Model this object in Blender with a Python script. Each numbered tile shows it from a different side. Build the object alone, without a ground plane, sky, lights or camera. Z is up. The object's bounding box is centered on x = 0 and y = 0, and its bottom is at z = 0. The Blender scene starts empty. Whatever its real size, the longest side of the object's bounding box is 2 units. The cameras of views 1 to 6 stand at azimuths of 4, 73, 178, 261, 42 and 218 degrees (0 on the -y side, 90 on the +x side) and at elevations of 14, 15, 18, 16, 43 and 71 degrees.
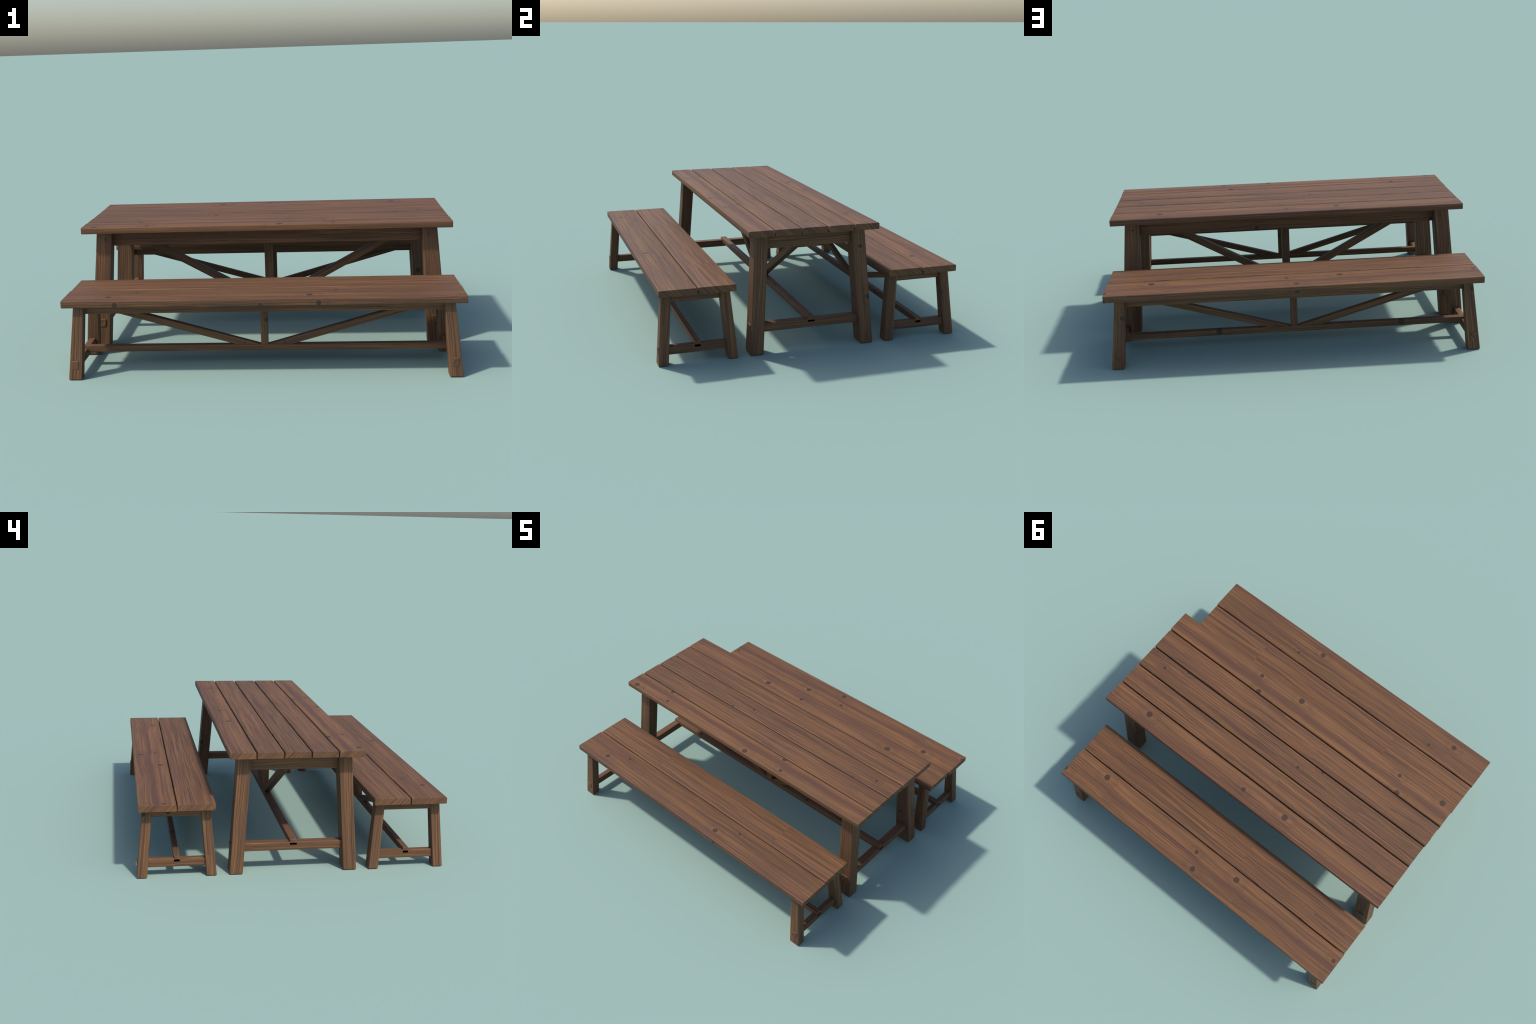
"""A trestle dining table and two matching benches in reddish brown, worn planks.

Every timber is a hexahedral bar (straight, tapered or raked) with eased edges.
Each timber's local X axis runs along its grain, so one wood node group can draw
the grain of all of them; planks carry their own knots, checks and colour bands.
"""
import bpy, bmesh, math, random
from mathutils import Vector, Matrix

random.seed(11)
COLL = bpy.context.scene.collection
PERIOD = 1.01            # the grain figure repeats along the timber

# ------------------------------------------------------------------ materials


def lin(r, g, b):
    f = lambda c: (c / 12.92) if c <= 0.04045 else ((c + 0.055) / 1.055) ** 2.4
    return (f(r / 255), f(g / 255), f(b / 255), 1.0)


COL_BASE = lin(118, 83, 55)
COL_RED = lin(103, 72, 51)
COL_OLIVE = lin(104, 77, 49)
COL_LIGHT = lin(135, 92, 58)
COL_MID = lin(91, 64, 48)
COL_DARK = lin(68, 51, 42)
COL_PURPLE = lin(91, 61, 49)
COL_YELLOW = lin(134, 96, 56)
COL_KNOT = lin(62, 47, 40)
COL_CRACK = lin(54, 48, 45)


class Nodes:
    """Small helper for wiring node trees."""

    def __init__(self, tree):
        self.t = tree

    def new(self, kind, **props):
        n = self.t.nodes.new(kind)
        for k, v in props.items():
            setattr(n, k, v)
        return n

    def put(self, sock, val):
        if isinstance(val, bpy.types.NodeSocket):
            self.t.links.new(val, sock)
        elif val is not None:
            sock.default_value = val

    def math(self, op, a, b=None, c=None, clamp=False):
        n = self.new("ShaderNodeMath", operation=op, use_clamp=clamp)
        for s, v in zip(n.inputs, (a, b, c)):
            self.put(s, v)
        return n.outputs[0]

    def step(self, val, lo, hi, a=0.0, b=1.0):
        n = self.new("ShaderNodeMapRange", interpolation_type="SMOOTHSTEP")
        for name, v in (("Value", val), ("From Min", lo), ("From Max", hi),
                        ("To Min", a), ("To Max", b)):
            self.put(n.inputs[name], v)
        return n.outputs["Result"]

    def noise(self, x, y, z, scale=1.0, detail=2.0, rough=0.5):
        c = self.new("ShaderNodeCombineXYZ")
        self.put(c.inputs[0], x), self.put(c.inputs[1], y), self.put(c.inputs[2], z)
        n = self.new("ShaderNodeTexNoise", noise_dimensions="3D")
        self.put(n.inputs["Vector"], c.outputs[0])
        n.inputs["Scale"].default_value = scale
        n.inputs["Detail"].default_value = detail
        n.inputs["Roughness"].default_value = rough
        return n.outputs["Fac"]

    def mix(self, fac, a, b, blend="MIX"):
        n = self.new("ShaderNodeMix", data_type="RGBA", blend_type=blend)
        self.put(n.inputs["Factor"], fac)
        self.put(n.inputs[6], a)
        self.put(n.inputs[7], b)
        return n.outputs[2]


def group(name, ins, outs):
    g = bpy.data.node_groups.new(name, "ShaderNodeTree")
    for n, kind in ins:
        g.interface.new_socket(n, in_out="INPUT", socket_type="NodeSocket" + kind)
    for n, kind in outs:
        g.interface.new_socket(n, in_out="OUTPUT", socket_type="NodeSocket" + kind)
    N = Nodes(g)
    i, o = N.new("NodeGroupInput"), N.new("NodeGroupOutput")
    return g, N, i.outputs, o.inputs


def build_wood_group():
    """Grain: X runs along the timber, Y + Z across it (so the end grain slants)."""
    g, N, i, o = group("wood_grain",
                       [("Vector", "Vector"), ("Seam", "Float"), ("Seed", "Float"),
                        ("Yellow", "Float"), ("Purple", "Float"),
                        ("Purple Width", "Float"), ("Olive", "Float"), ("Streaks", "Float")],
                       [("Color", "Color"), ("Grain", "Float"), ("Across", "Float")])
    sep = N.new("ShaderNodeSeparateXYZ")
    N.put(sep.inputs[0], i["Vector"])
    x, y, z = sep.outputs
    u = N.math("WRAP", N.math("SUBTRACT", x, i["Seam"]), PERIOD, 0.0)
    v = N.math("ADD", y, z)
    seed = i["Seed"]
    # the fibres wander
    w1 = N.noise(N.math("MULTIPLY", x, 3.2), N.math("MULTIPLY", v, 9.0), seed, 1.0, 1.0)
    w2 = N.noise(N.math("MULTIPLY", x, 11.0), N.math("MULTIPLY", v, 40.0), seed, 1.0, 1.0)
    dv = N.math("ADD", N.math("MULTIPLY", N.math("SUBTRACT", w1, 0.5), 0.020),
                N.math("MULTIPLY", N.math("SUBTRACT", w2, 0.5), 0.0075))
    vw = N.math("ADD", v, dv)
    lane = N.math("ADD", N.math("MULTIPLY", seed, 3.71), 0.0)

    def layer(fu, fv, detail=2.0, rough=0.5, off=0.0, run=None):
        return N.noise(N.math("MULTIPLY", u if run is None else run, fu), N.math("MULTIPLY", vw, fv),
                       N.math("ADD", lane, off), 1.0, detail, rough)

    broad = layer(0.8, 26.0, 1.0, 0.5, 1.3, x)
    tone = layer(1.4, 112.0, 1.0, 0.5, 2.1, x)
    lines = layer(2.3, 225.0, 2.0, 0.5, 4.7)
    fine = layer(5.0, 420.0, 2.0, 0.6, 8.9)
    pores = layer(22.0, 520.0, 1.0, 0.5, 12.9)
    lights = layer(1.4, 135.0, 1.0, 0.5, 17.3, x)

    c = N.mix(N.step(broad, 0.36, 0.62), COL_RED, COL_BASE)
    c = N.mix(N.math("MULTIPLY", N.step(layer(0.7, 24.0, 1.0, 0.5, 21.1, x), 0.48, 0.66),
                     i["Olive"]), c, COL_OLIVE)
    # coloured bands that run the length of a plank
    by = N.math("ABSOLUTE", N.math("SUBTRACT", vw, i["Yellow"]))
    c = N.mix(N.step(by, 0.0008, 0.009, 0.60, 0.0), c, COL_YELLOW)
    bp = N.math("DIVIDE", N.math("ABSOLUTE", N.math("SUBTRACT", vw, i["Purple"])),
                i["Purple Width"])
    c = N.mix(N.step(bp, 0.15, 1.0, 0.80, 0.0), c, COL_PURPLE)
    # darker late wood, bright fibres, thin dark streaks
    c = N.mix(N.math("MULTIPLY", N.step(tone, 0.45, 0.61, 0.0, 0.90), i["Streaks"]), c, COL_MID)
    c = N.mix(N.step(lights, 0.57, 0.70, 0.0, 0.75), c, COL_LIGHT)
    dark = N.math("MULTIPLY", N.step(lines, 0.50, 0.64, 0.0, 0.95), i["Streaks"])
    c = N.mix(dark, c, COL_DARK)
    f = N.step(fine, 0.35, 0.68, 0.93, 1.06)
    fc = N.new("ShaderNodeCombineColor")
    for s in fc.inputs:
        N.put(s, f)
    c = N.mix(1.0, c, fc.outputs[0], "MULTIPLY")
    c = N.mix(N.step(pores, 0.72, 0.80, 0.0, 0.35), c, COL_DARK)
    N.put(o["Color"], c)
    N.put(o["Grain"], N.math("SUBTRACT", fine, N.math("MULTIPLY", dark, 0.5)))
    N.put(o["Across"], vw)
    return g


def build_knot_group():
    """A knot drilled through a face: a dark heart and faint oval rings about it."""
    g, N, i, o = group("wood_knot",
                       [("Color", "Color"), ("Along", "Float"), ("Across", "Float"),
                        ("Facing", "Float"), ("X", "Float"), ("V", "Float"), ("Radius", "Float")],
                       [("Color", "Color")])
    dx = N.math("SUBTRACT", N.math("WRAP", N.math("ADD", N.math("SUBTRACT", i["Along"], i["X"]),
                                                  PERIOD / 2), PERIOD, 0.0), PERIOD / 2)
    dv = N.math("SUBTRACT", i["Across"], i["V"])
    face = N.step(i["Facing"], 0.55, 0.75)

    def radius(stretch):
        a = N.math("DIVIDE", dx, stretch)
        return N.math("SQRT", N.math("ADD", N.math("MULTIPLY", a, a), N.math("MULTIPLY", dv, dv)))

    r = radius(1.0)
    k = N.math("DIVIDE", r, i["Radius"])
    heart = N.math("MULTIPLY", N.step(k, 0.94, 1.05, 0.92, 0.0), face)
    ro = radius(1.5)
    wave = N.step(N.math("SINE", N.math("MULTIPLY", ro, 1450.0)), 0.1, 0.9)
    q = N.math("DIVIDE", ro, i["Radius"])
    zone = N.math("MULTIPLY", N.step(q, 1.3, 2.0), N.step(q, 2.9, 3.1, 1.0, 0.0))
    rings = N.math("MULTIPLY", N.math("MULTIPLY", wave, zone), N.math("MULTIPLY", face, 0.45))
    c = N.mix(rings, i["Color"], COL_DARK)
    c = N.mix(heart, c, COL_KNOT)
    N.put(o["Color"], c)
    return g


def build_crack_group():
    """A thin dark drying check that follows the fibres."""
    g, N, i, o = group("wood_check",
                       [("Color", "Color"), ("Along", "Float"), ("Across", "Float"),
                        ("Start", "Float"), ("End", "Float"), ("V", "Float"), ("Half Width", "Float")],
                       [("Color", "Color")])
    mid = N.math("MULTIPLY", N.math("ADD", i["Start"], i["End"]), 0.5)
    half = N.math("MULTIPLY", N.math("ABSOLUTE", N.math("SUBTRACT", i["End"], i["Start"])), 0.5)
    dx = N.math("SUBTRACT", N.math("WRAP", N.math("ADD", N.math("SUBTRACT", i["Along"], mid),
                                                  PERIOD / 2), PERIOD, 0.0), PERIOD / 2)
    k = N.math("DIVIDE", N.math("ABSOLUTE", dx), half)
    d = N.math("DIVIDE", N.math("ABSOLUTE", N.math("SUBTRACT", i["Across"], i["V"])), i["Half Width"])
    m = N.math("MULTIPLY", N.step(k, 0.85, 1.0, 0.9, 0.0), N.step(d, 0.5, 1.2, 1.0, 0.0))
    N.put(o["Color"], N.mix(m, i["Color"], COL_CRACK))
    return g


WOOD, KNOT, CRACK = build_wood_group(), build_knot_group(), build_crack_group()


def wood_material(name, seed, seam=0.0, knots=(), cracks=(), yellow=9.0, purple=9.0,
                  pw=0.02, olive=0.35, streaks=0.8):
    """knots: (x, across, radius, face) with face 'Y' or 'Z', in the timber's own axes.
    cracks: (x start, x end, across)."""
    m = bpy.data.materials.new(name)
    m.use_nodes = True
    m.node_tree.nodes.clear()
    N = Nodes(m.node_tree)
    tc = N.new("ShaderNodeTexCoord")
    sep = N.new("ShaderNodeSeparateXYZ")
    N.put(sep.inputs[0], tc.outputs["Object"])
    nrm = N.new("ShaderNodeSeparateXYZ")
    N.put(nrm.inputs[0], tc.outputs["Normal"])
    w = N.new("ShaderNodeGroup", node_tree=WOOD)
    N.put(w.inputs["Vector"], tc.outputs["Object"])
    for k, val in (("Seam", seam), ("Seed", seed), ("Yellow", yellow), ("Purple", purple),
                   ("Purple Width", pw), ("Olive", olive), ("Streaks", streaks)):
        w.inputs[k].default_value = val
    c = w.outputs["Color"]
    for x0, x1, v0 in cracks:
        n = N.new("ShaderNodeGroup", node_tree=CRACK)
        N.put(n.inputs["Color"], c)
        N.put(n.inputs["Along"], sep.outputs[0])
        N.put(n.inputs["Across"], w.outputs["Across"])
        for k, val in (("Start", x0), ("End", x1), ("V", v0), ("Half Width", 0.0021)):
            n.inputs[k].default_value = val
        c = n.outputs[0]
    facing = {a: N.math("ABSOLUTE", nrm.outputs[j]) for j, a in enumerate("XYZ")}
    for x0, v0, r, face in knots:
        n = N.new("ShaderNodeGroup", node_tree=KNOT)
        N.put(n.inputs["Color"], c)
        N.put(n.inputs["Along"], sep.outputs[0])
        N.put(n.inputs["Across"], sep.outputs[1 if face == "Z" else 2])
        N.put(n.inputs["Facing"], facing[face])
        for k, val in (("X", x0), ("V", v0), ("Radius", r)):
            n.inputs[k].default_value = val
        c = n.outputs[0]
    bsdf = N.new("ShaderNodeBsdfPrincipled")
    N.put(bsdf.inputs["Base Color"], c)
    bsdf.inputs["Roughness"].default_value = 0.62
    bsdf.inputs["Specular IOR Level"].default_value = 0.25
    bump = N.new("ShaderNodeBump")
    bump.inputs["Strength"].default_value = 0.06
    bump.inputs["Distance"].default_value = 0.002
    N.put(bump.inputs["Height"], w.outputs["Grain"])
    N.put(bsdf.inputs["Normal"], bump.outputs[0])
    out = N.new("ShaderNodeOutputMaterial")
    N.put(out.inputs[0], bsdf.outputs[0])
    return m


def plain_material(name, col, rough=0.8, spec=0.3):
    m = bpy.data.materials.new(name)
    m.use_nodes = True
    b = m.node_tree.nodes["Principled BSDF"]
    N = Nodes(m.node_tree)
    tc = N.new("ShaderNodeTexCoord")
    no = N.new("ShaderNodeTexNoise")
    no.inputs["Scale"].default_value = 300.0
    N.put(no.inputs["Vector"], tc.outputs["Object"])
    dk = tuple(q * 0.8 for q in col[:3]) + (1.0,)
    N.put(b.inputs["Base Color"], N.mix(no.outputs["Fac"], col, dk))
    b.inputs["Roughness"].default_value = rough
    b.inputs["Specular IOR Level"].default_value = spec
    return m


PEG_MAT = plain_material("dark_peg_wood", lin(84, 57, 46))
BLACK_PLATE_MAT = plain_material("painted_unlit_black", (0.0015, 0.0015, 0.0015, 1.0), 1.0, 0.0)  # near-black plates modelled over the joints, where coincident end faces render lightless

# ------------------------------------------------------------------- geometry


def frame(origin, along, up):
    """Matrix whose X runs along the grain and whose Z leans towards 'up'."""
    x = Vector(along).normalized()
    y = Vector(up).cross(x).normalized()
    z = x.cross(y)
    return Matrix.Translation(Vector(origin)) @ Matrix((x, y, z)).transposed().to_4x4()


def timber(name, parent, lower, upper, M, mat, ease=0.004, segs=2):
    """A bar between two matching end outlines (world points in the same order)."""
    inv = M.inverted()
    bm = bmesh.new()
    lo = [bm.verts.new(inv @ Vector(p)) for p in lower]
    hi = [bm.verts.new(inv @ Vector(p)) for p in upper]
    bm.faces.new(lo)
    bm.faces.new(hi)
    n = len(lo)
    for k in range(n):
        bm.faces.new((lo[k], lo[(k + 1) % n], hi[(k + 1) % n], hi[k]))
    bmesh.ops.recalc_face_normals(bm, faces=bm.faces)
    me = bpy.data.meshes.new(name)
    bm.to_mesh(me)
    bm.free()
    for p in me.polygons:
        p.use_smooth = True
    ob = bpy.data.objects.new(name, me)
    COLL.objects.link(ob)
    me.materials.append(mat)
    b = ob.modifiers.new("eased_edges", "BEVEL")
    b.width, b.segments = ease, segs
    b.limit_method, b.angle_limit = "ANGLE", math.radians(35)
    b.harden_normals = True
    ob.parent = parent
    ob.matrix_parent_inverse = Matrix.Identity(4)
    ob.matrix_local = parent.matrix_world.inverted() @ M
    return ob


def box(name, parent, x, y, z, mat_fn, axis="X", ease=0.004, segs=2):
    """Axis-aligned timber; x, y, z are (min, max)."""
    o = ((x[0] + x[1]) / 2, (y[0] + y[1]) / 2, (z[0] + z[1]) / 2)
    if axis == "X":
        M = frame(o, (1, 0, 0), (0, 0, 1))
    elif axis == "Y":
        M = frame(o, (0, 1, 0), (0, 0, 1))
    else:
        M = frame(o, (0, 0, 1), (0, 1, 0))
    q = lambda zz: [(x[0], y[0], zz), (x[1], y[0], zz), (x[1], y[1], zz), (x[0], y[1], zz)]
    return timber(name, parent, q(z[0]), q(z[1]), M, mat_fn(M), ease, segs)


def plank(name, parent, x, y, z, mat_fn, r_top=0.0064, r_low=0.0045, crisp=0.0014, steps=5):
    """A board whose long edges are rounded over while its sawn ends stay crisp."""
    o = ((x[0] + x[1]) / 2, (y[0] + y[1]) / 2, (z[0] + z[1]) / 2)
    M = frame(o, (1, 0, 0), (0, 0, 1))
    ring = []
    for cy, cz, r, a0 in ((y[1] - r_top, z[1] - r_top, r_top, 0), (y[0] + r_top, z[1] - r_top, r_top, 90),
                          (y[0] + r_low, z[0] + r_low, r_low, 180), (y[1] - r_low, z[0] + r_low, r_low, 270)):
        for k in range(steps + 1):
            a = math.radians(a0 + 90 * k / steps)
            ring.append((cy + r * math.cos(a), cz + r * math.sin(a)))
    lo = [(x[0], p, q) for p, q in ring]
    hi = [(x[1], p, q) for p, q in ring]
    return timber(name, parent, lo, hi, M, mat_fn(M), crisp, 2)


SEED = [3.0]


def wood(**kw):
    """Material for a timber; knots and cracks arrive in world coordinates and are
    turned into the timber's own axes once its frame is known."""
    SEED[0] += 7.31
    seed = SEED[0]
    seam = kw.pop("seam", random.uniform(0.0, PERIOD))
    name = kw.pop("name", "brown_wood")
    wk = kw.pop("knots", ())
    wc = kw.pop("cracks", ())
    yel, pur, top = kw.pop("yellow", None), kw.pop("purple", None), kw.pop("top", 0.0)

    def make(M):
        inv = M.inverted()
        ox = M.translation
        knots = []
        for px, py, pz, r, face in wk:
            p = inv @ Vector((px, py, pz))
            knots.append((p.x, p.y if face == "Z" else p.z, r, face))
        lift = top - ox.z if top else 0.0
        cracks = [(a - ox.x, b - ox.x, v - ox.y + lift) for a, b, v in wc]
        return wood_material(name, seed, seam - ox.x, knots, cracks,
                             9.0 if yel is None else yel - ox.y + lift,
                             9.0 if pur is None else pur - ox.y + lift, **kw)
    return make


def peg(parent, p, axis, r, length):
    bm = bmesh.new()
    bmesh.ops.create_cone(bm, cap_ends=True, segments=20, radius1=r, radius2=r, depth=length)
    me = bpy.data.meshes.new("peg")
    bm.to_mesh(me)
    bm.free()
    for f in me.polygons:
        f.use_smooth = len(f.vertices) == 4
    me.materials.append(PEG_MAT)
    ob = bpy.data.objects.new("peg", me)
    COLL.objects.link(ob)
    rot = Matrix.Rotation(math.radians(90), 4, "X") if axis == "Y" else Matrix.Identity(4)
    ob.parent = parent
    ob.matrix_local = parent.matrix_world.inverted() @ (Matrix.Translation(p) @ rot)
    return ob


def leg(parent, sx, sy, foot, top, height, cy=0.0, knots=(), ease=0.004, **kw):
    """Raked, tapering leg. foot/top: (x inner, x outer, y inner, y outer) as distances
    from the piece's centre lines; sx, sy pick the corner."""
    def quad(q, z):
        xi, xo, yi, yo = q
        return [(sx * xi, cy + sy * yi, z), (sx * xo, cy + sy * yi, z),
                (sx * xo, cy + sy * yo, z), (sx * xi, cy + sy * yo, z)]
    lo, hi = quad(foot, 0.0), quad(top, height)
    a = sum((Vector(p) for p in lo), Vector()) / 4
    b = sum((Vector(p) for p in hi), Vector()) / 4
    M = frame((a + b) / 2, b - a, (0, 1, 0))
    return timber("leg", parent, lo, hi, M, wood(knots=knots, **kw)(M), ease)


def brace(parent, sx, x0, run_in, slope, z0, x1, y, mat, ease=0.003):
    """Diagonal strut: its upper edge starts at x0 beside the post on the stretcher, the
    lower edge at run_in; both climb at 'slope' to the end apron, where x = x1."""
    def quad(yy):
        rise = lambda a: z0 + slope * (x1 - a)
        return [(sx * x0, yy, z0), (sx * run_in, yy, z0),
                (sx * x1, yy, rise(run_in)), (sx * x1, yy, rise(x0))]
    lo, hi = quad(y[0]), quad(y[1])
    mid = sum((Vector(p) for p in lo + hi), Vector()) / 8
    M = frame(mid, (sx, 0, slope), (0, 1, 0))
    return timber("diagonal_brace", parent, lo, hi, M, mat(M), ease)


def thing(name, loc, label, category):
    e = bpy.data.objects.new(name, None)
    e.empty_display_size = 0.1
    COLL.objects.link(e)
    e.location = loc
    e.matrix_world = Matrix.Translation(loc)
    e["label"], e["category"] = label, category
    bpy.context.view_layer.update()
    return e


# ---------------------------------------------------------------------- table
table = thing("wooden_table", (0, 0, 0),
              "long plank-topped trestle table in reddish brown wood", "table")
T0, T1 = 0.6487, 0.6836
G = 0.0031                                    # half the gap between planks
PLANKS = [
    # y from, y to, end trims, look
    (-0.3633, -0.2205, (0.999, 0.998), dict(
        seam=0.015, yellow=-0.238, purple=-0.279, pw=0.034, streaks=0.55, olive=0.2,
        knots=[(0.366, -0.325, 0, 0.0125, "Z"), (0.319, -0.232, 0, 0.0158, "Z"),
               (0.079, -0.342, 0, 0.0175, "Z")],
        cracks=[(0.335, 0.54, -0.300)])),
    (-0.2205, -0.0735, (0.997, 0.996), dict(
        seam=-0.183, streaks=0.8, olive=0.1,
        cracks=[(0.113, 0.296, -0.140), (0.09, 0.316, -0.210)])),
    (-0.0735, 0.0735, (0.995, 0.996), dict(
        seam=-0.591, streaks=0.95, olive=0.9,
        knots=[(-0.156, -0.002, 0, 0.0105, "Z"), (-0.288, -0.071, 0, 0.0125, "Z")],
        cracks=[(0.33, 0.50, -0.090)])),
    (0.0735, 0.2205, (0.996, 0.997), dict(
        seam=-0.117, streaks=0.75, olive=0.15,
        cracks=[(0.145, 0.376, 0.193)])),
    (0.2205, 0.3633, (0.998, 0.999), dict(
        seam=-0.345, purple=0.338, pw=0.032, streaks=0.5, olive=0.15,
        knots=[(0.726, 0.280, 0, 0.0185, "Z"), (0.003, 0.296, 0, 0.0135, "Z")],
        cracks=[(-0.023, 0.168, 0.323)])),
]
for y0, y1, (xa, xb), look in PLANKS:
    plank("tabletop_plank", table, (-xa, xb),
        (y0 + (G if y0 > -0.3 else 0), y1 - (G if y1 < 0.3 else 0)), (T0, T1),
        wood(name="tabletop_wood", top=T1, **look))

T_TOP, T_H = {1: (0.8405, 0.9225, 0.2350, 0.3105), -1: (0.8410, 0.9260, 0.2350, 0.3105)}, 0.6497
T_FOOT = {1: (0.8785, 0.984, 0.2810, 0.3525), -1: (0.8875, 0.986, 0.2810, 0.3525)}
LEG_KNOTS = {(1, 1): [(0.94, 0.283, 0.545, 0.0115, "Y"), (0.968, 0.327, 0.263, 0.0155, "Y"),
                      (0.895, 0.25, 0.256, 0.0155, "Z")]}
for sx in (-1, 1):
    for sy in (-1, 1):
        lg = leg(table, sx, sy, T_FOOT[sx], T_TOP[sx], T_H, knots=LEG_KNOTS.get((sx, sy), ()),
                 name="leg_wood", streaks=0.8)
        peg(table, (sx * 0.880, sy * 0.279, 0.606), "Y", 0.0062, 0.0705)

for s in (-1, 1):
    ya, yb = sorted((s * 0.268, s * 0.240))
    kn = [(0.173, 0.268, 0.573, 0.0105, "Y"), (-0.834, 0.268, 0.573, 0.013, "Y")] if s > 0 else []
    box("long_apron", table, (-0.868, 0.868), (ya, yb), (0.5620, 0.6494),
        wood(name="apron_wood", streaks=0.8, knots=kn), "X", 0.0018)
    xa, xb = sorted((s * 0.898, s * 0.868))
    box("end_apron", table, (xa, xb), (-0.262, 0.262), (0.5605, 0.6491),
        wood(name="apron_wood", streaks=0.8), "Y", 0.0018)
    xa, xb = sorted((s * 0.900, s * 0.950))
    box("end_stretcher", table, (xa, xb), (-0.3485, 0.3485), (0.1148, 0.162),
        wood(name="stretcher_wood", streaks=0.75), "Y", 0.005)
    xa, xb = sorted((s * 0.9490, s * 0.9507))
    box("unlit_black_plate", table, (xa, xb), (-0.0198, 0.0198), (0.1462, 0.1555),
        lambda M: BLACK_PLATE_MAT, "Y", 0.0004)
    peg(table, (s * 0.9205, 0.0, 0.160), "Z", 0.0055, 0.0345)

box("long_stretcher", table, (-0.950, 0.950), (-0.0205, 0.0205), (0.1435, 0.177),
    wood(name="stretcher_wood", streaks=0.75,
         knots=[(0.333, -0.009, 0.177, 0.0125, "Z"), (0.614, 0.004, 0.177, 0.010, "Z")]),
    "X", 0.004)
box("centre_post", table, (-0.0232, 0.0232), (-0.0222, 0.0222), (0.172, 0.6493),
    wood(name="post_wood", streaks=0.75), "Z", 0.003)
for s in (-1, 1):
    brace(table, s, 0.0225, 0.104, 0.556, 0.1765, 0.868, (-0.0192, 0.0192),
          wood(name="brace_wood", streaks=0.75))
    peg(table, (s * 0.095, 0.0, 0.196), "Y", 0.0055, 0.0396)
peg(table, (0.0, 0.0, 0.203), "Y", 0.0055, 0.0456)

# -------------------------------------------------------------------- benches
B0, B1 = 0.3740, 0.4108
B_FOOT, B_TOP = (0.920, 0.987, 0.1595, 0.2135), (0.892, 0.945, 0.129, 0.1820)


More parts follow.
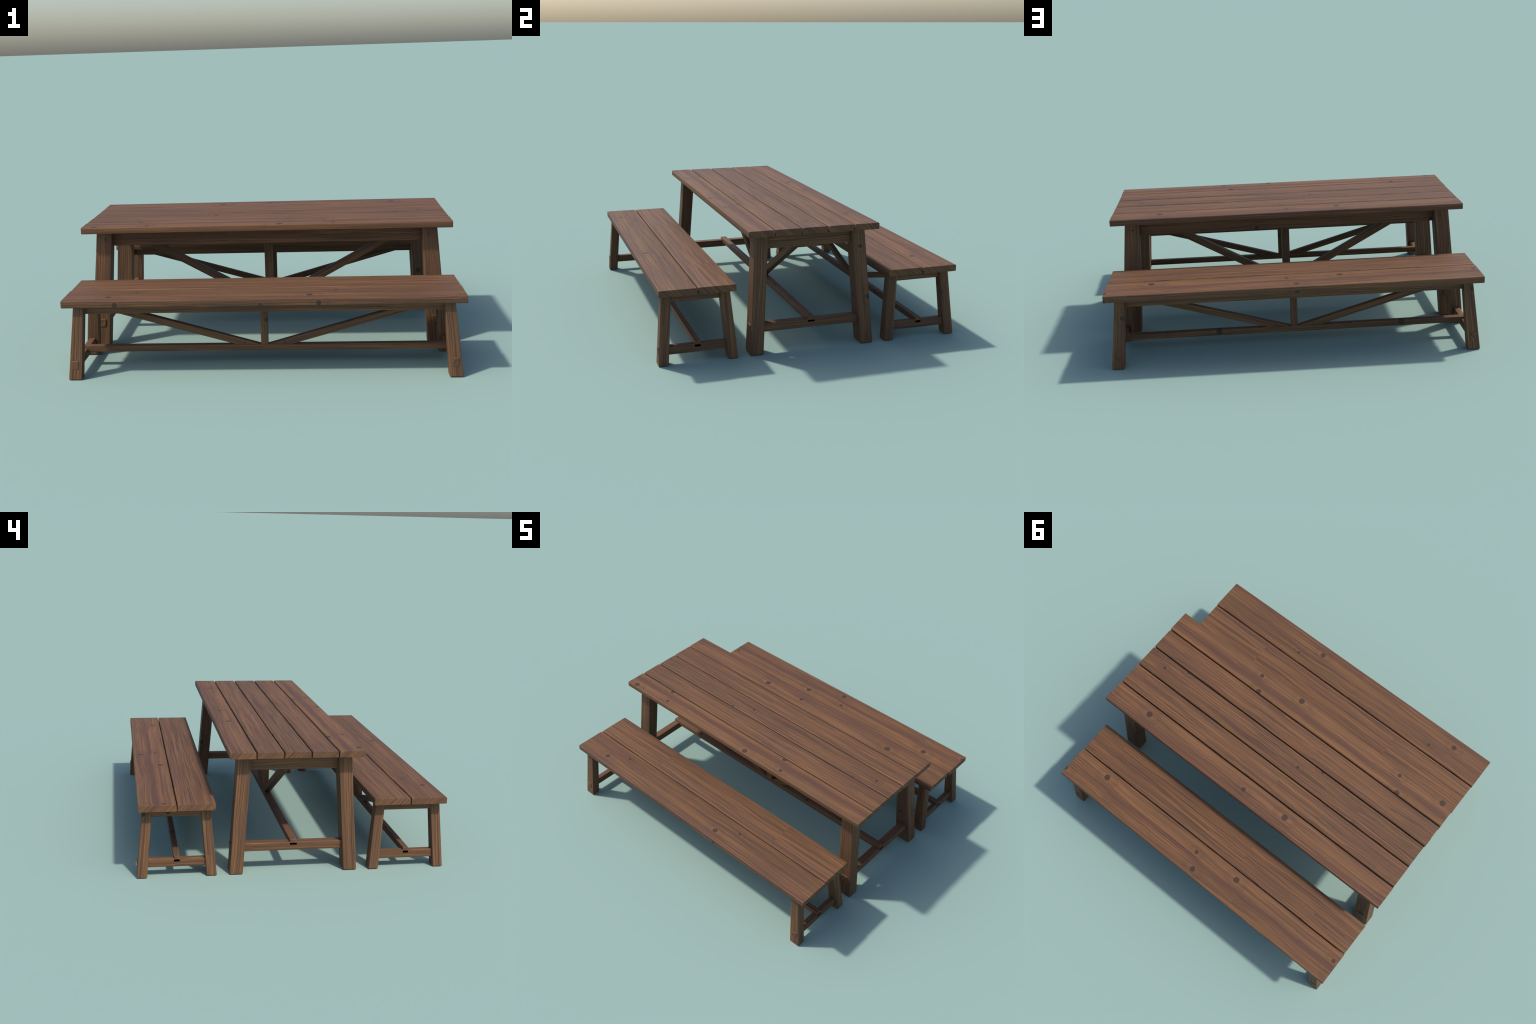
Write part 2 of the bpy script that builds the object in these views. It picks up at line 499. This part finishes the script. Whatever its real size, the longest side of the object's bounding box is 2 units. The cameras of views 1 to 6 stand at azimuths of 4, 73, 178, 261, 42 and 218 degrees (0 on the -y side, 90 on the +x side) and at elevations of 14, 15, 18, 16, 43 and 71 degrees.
def bench(name, cy, label, planks, extra):
    b = thing(name, (0, cy, 0), label, "bench")
    for y0, y1, (xa, xb), look in planks:
        plank("seat_plank", b, (-xa, xb), (y0, y1), (B0, B1),
            wood(name="seat_wood", top=B1, **look))
    for sx in (-1, 1):
        for sy in (-1, 1):
            leg(b, sx, sy, B_FOOT, B_TOP, 0.3750, cy, extra.get((sx, sy), ()), 0.0035,
                name="leg_wood", streaks=0.8)
    for s in (-1, 1):
        ya, yb = sorted((cy + s * 0.1545, cy + s * 0.1295))
        box("long_apron", b, (-0.92, 0.92), (ya, yb), (0.3295, 0.3747),
            wood(name="apron_wood", streaks=0.75), "X", 0.0015)
        xa, xb = sorted((s * (0.931 if s > 0 else 0.942), s * 0.903))
        box("end_apron", b, (xa, xb), (cy - 0.150, cy + 0.150), (0.3255 if s > 0 else 0.3285, 0.3744),
            wood(name="apron_wood", streaks=0.75,
                 knots=extra.get(("end", s), ())), "Y", 0.0015)
        xa, xb = sorted((s * 0.931, s * 0.966))
        box("end_stretcher", b, (xa, xb), (cy - 0.2107, cy + 0.2107), (0.0508, 0.098),
            wood(name="stretcher_wood", streaks=0.75), "Y", 0.005)
        xa, xb = sorted((s * 0.9650, s * 0.9665))
        box("unlit_black_plate", b, (xa, xb), (cy - 0.0156, cy + 0.0156), (0.0803, 0.0905),
            lambda M: BLACK_PLATE_MAT, "Y", 0.0004)
    box("long_stretcher", b, (-0.966, 0.966), (cy - 0.016, cy + 0.016), (0.0777, 0.112),
        wood(name="stretcher_wood", streaks=0.75, knots=extra.get("stretcher", ())), "X", 0.0035)
    box("centre_post", b, (-0.019, 0.019), (cy - 0.0152, cy + 0.0152), (0.108, 0.3746),
        wood(name="post_wood", streaks=0.75, knots=extra.get("post", ())), "Z", 0.0025)
    for s in (-1, 1):
        brace(b, s, 0.0185, 0.148, 0.288, 0.1115, 0.905, (cy - 0.0147, cy + 0.0147),
              wood(name="brace_wood", streaks=0.75), 0.0025)
        peg(b, (s * 0.103, cy, 0.122), "Y", 0.0048, 0.0306)
    return b


bench("wooden_bench", -0.636, "long low plank bench in reddish brown wood",
      [(-0.8395, -0.6385, (1.000, 1.000), dict(
          seam=-0.06, yellow=-0.780, purple=-0.822, pw=0.026, streaks=0.75, olive=0.8,
          knots=[(0.370, -0.696, 0, 0.0098, "Z"), (0.237, -0.776, 0, 0.0158, "Z"),
                 (-0.729, 0, 0.387, 0.0130, "Y"), (-0.004, 0, 0.3775, 0.0125, "Y")])),
       (-0.6335, -0.4318, (0.997, 0.996), dict(
           seam=-0.454, streaks=0.8, olive=0.15,
           knots=[(-0.459, -0.590, 0, 0.004, "Z")]))],
      {"post": [(0.016, -0.652, 0.245, 0.0135, "Z")],
       })
bench("wooden_bench", 0.636, "long low plank bench in reddish brown wood",
      [(0.6385, 0.8395, (1.000, 1.000), dict(
          seam=-0.312, yellow=0.793, purple=0.744, pw=0.030, streaks=0.6, olive=0.3,
          knots=[(-0.251, 0.687, 0, 0.0180, "Z"), (0.037, 0.704, 0, 0.0125, "Z"),
                 (-0.009, 0.796, 0, 0.0165, "Z"), (-0.01, 0, 0.379, 0.0125, "Y")],
          cracks=[(0.01, 0.28, 0.731)])),
       (0.4318, 0.6335, (0.997, 0.996), dict(
           seam=-0.203, streaks=0.8, olive=0.15,
           cracks=[(0.063, 0.293, 0.558)]))],
      {"stretcher": [(0.701, 0.652, 0.114, 0.010, "Y"), (0.415, 0.652, 0.100, 0.0165, "Y"),
                     (0.415, 0.640, 0.112, 0.0165, "Z")],
       (1, 1): [(0.91, 0.83, 0.281, 0.0130, "Z"), (0.97, 0.774, 0.242, 0.0130, "Y")],
       (-1, 1): [(-0.948, 0.812, 0.349, 0.015, "Y"), (-0.941, 0.82, 0.342, 0.015, "Z")],
       ("end", -1): [(-0.918, 0.680, 0.3545, 0.0145, "Y")]})
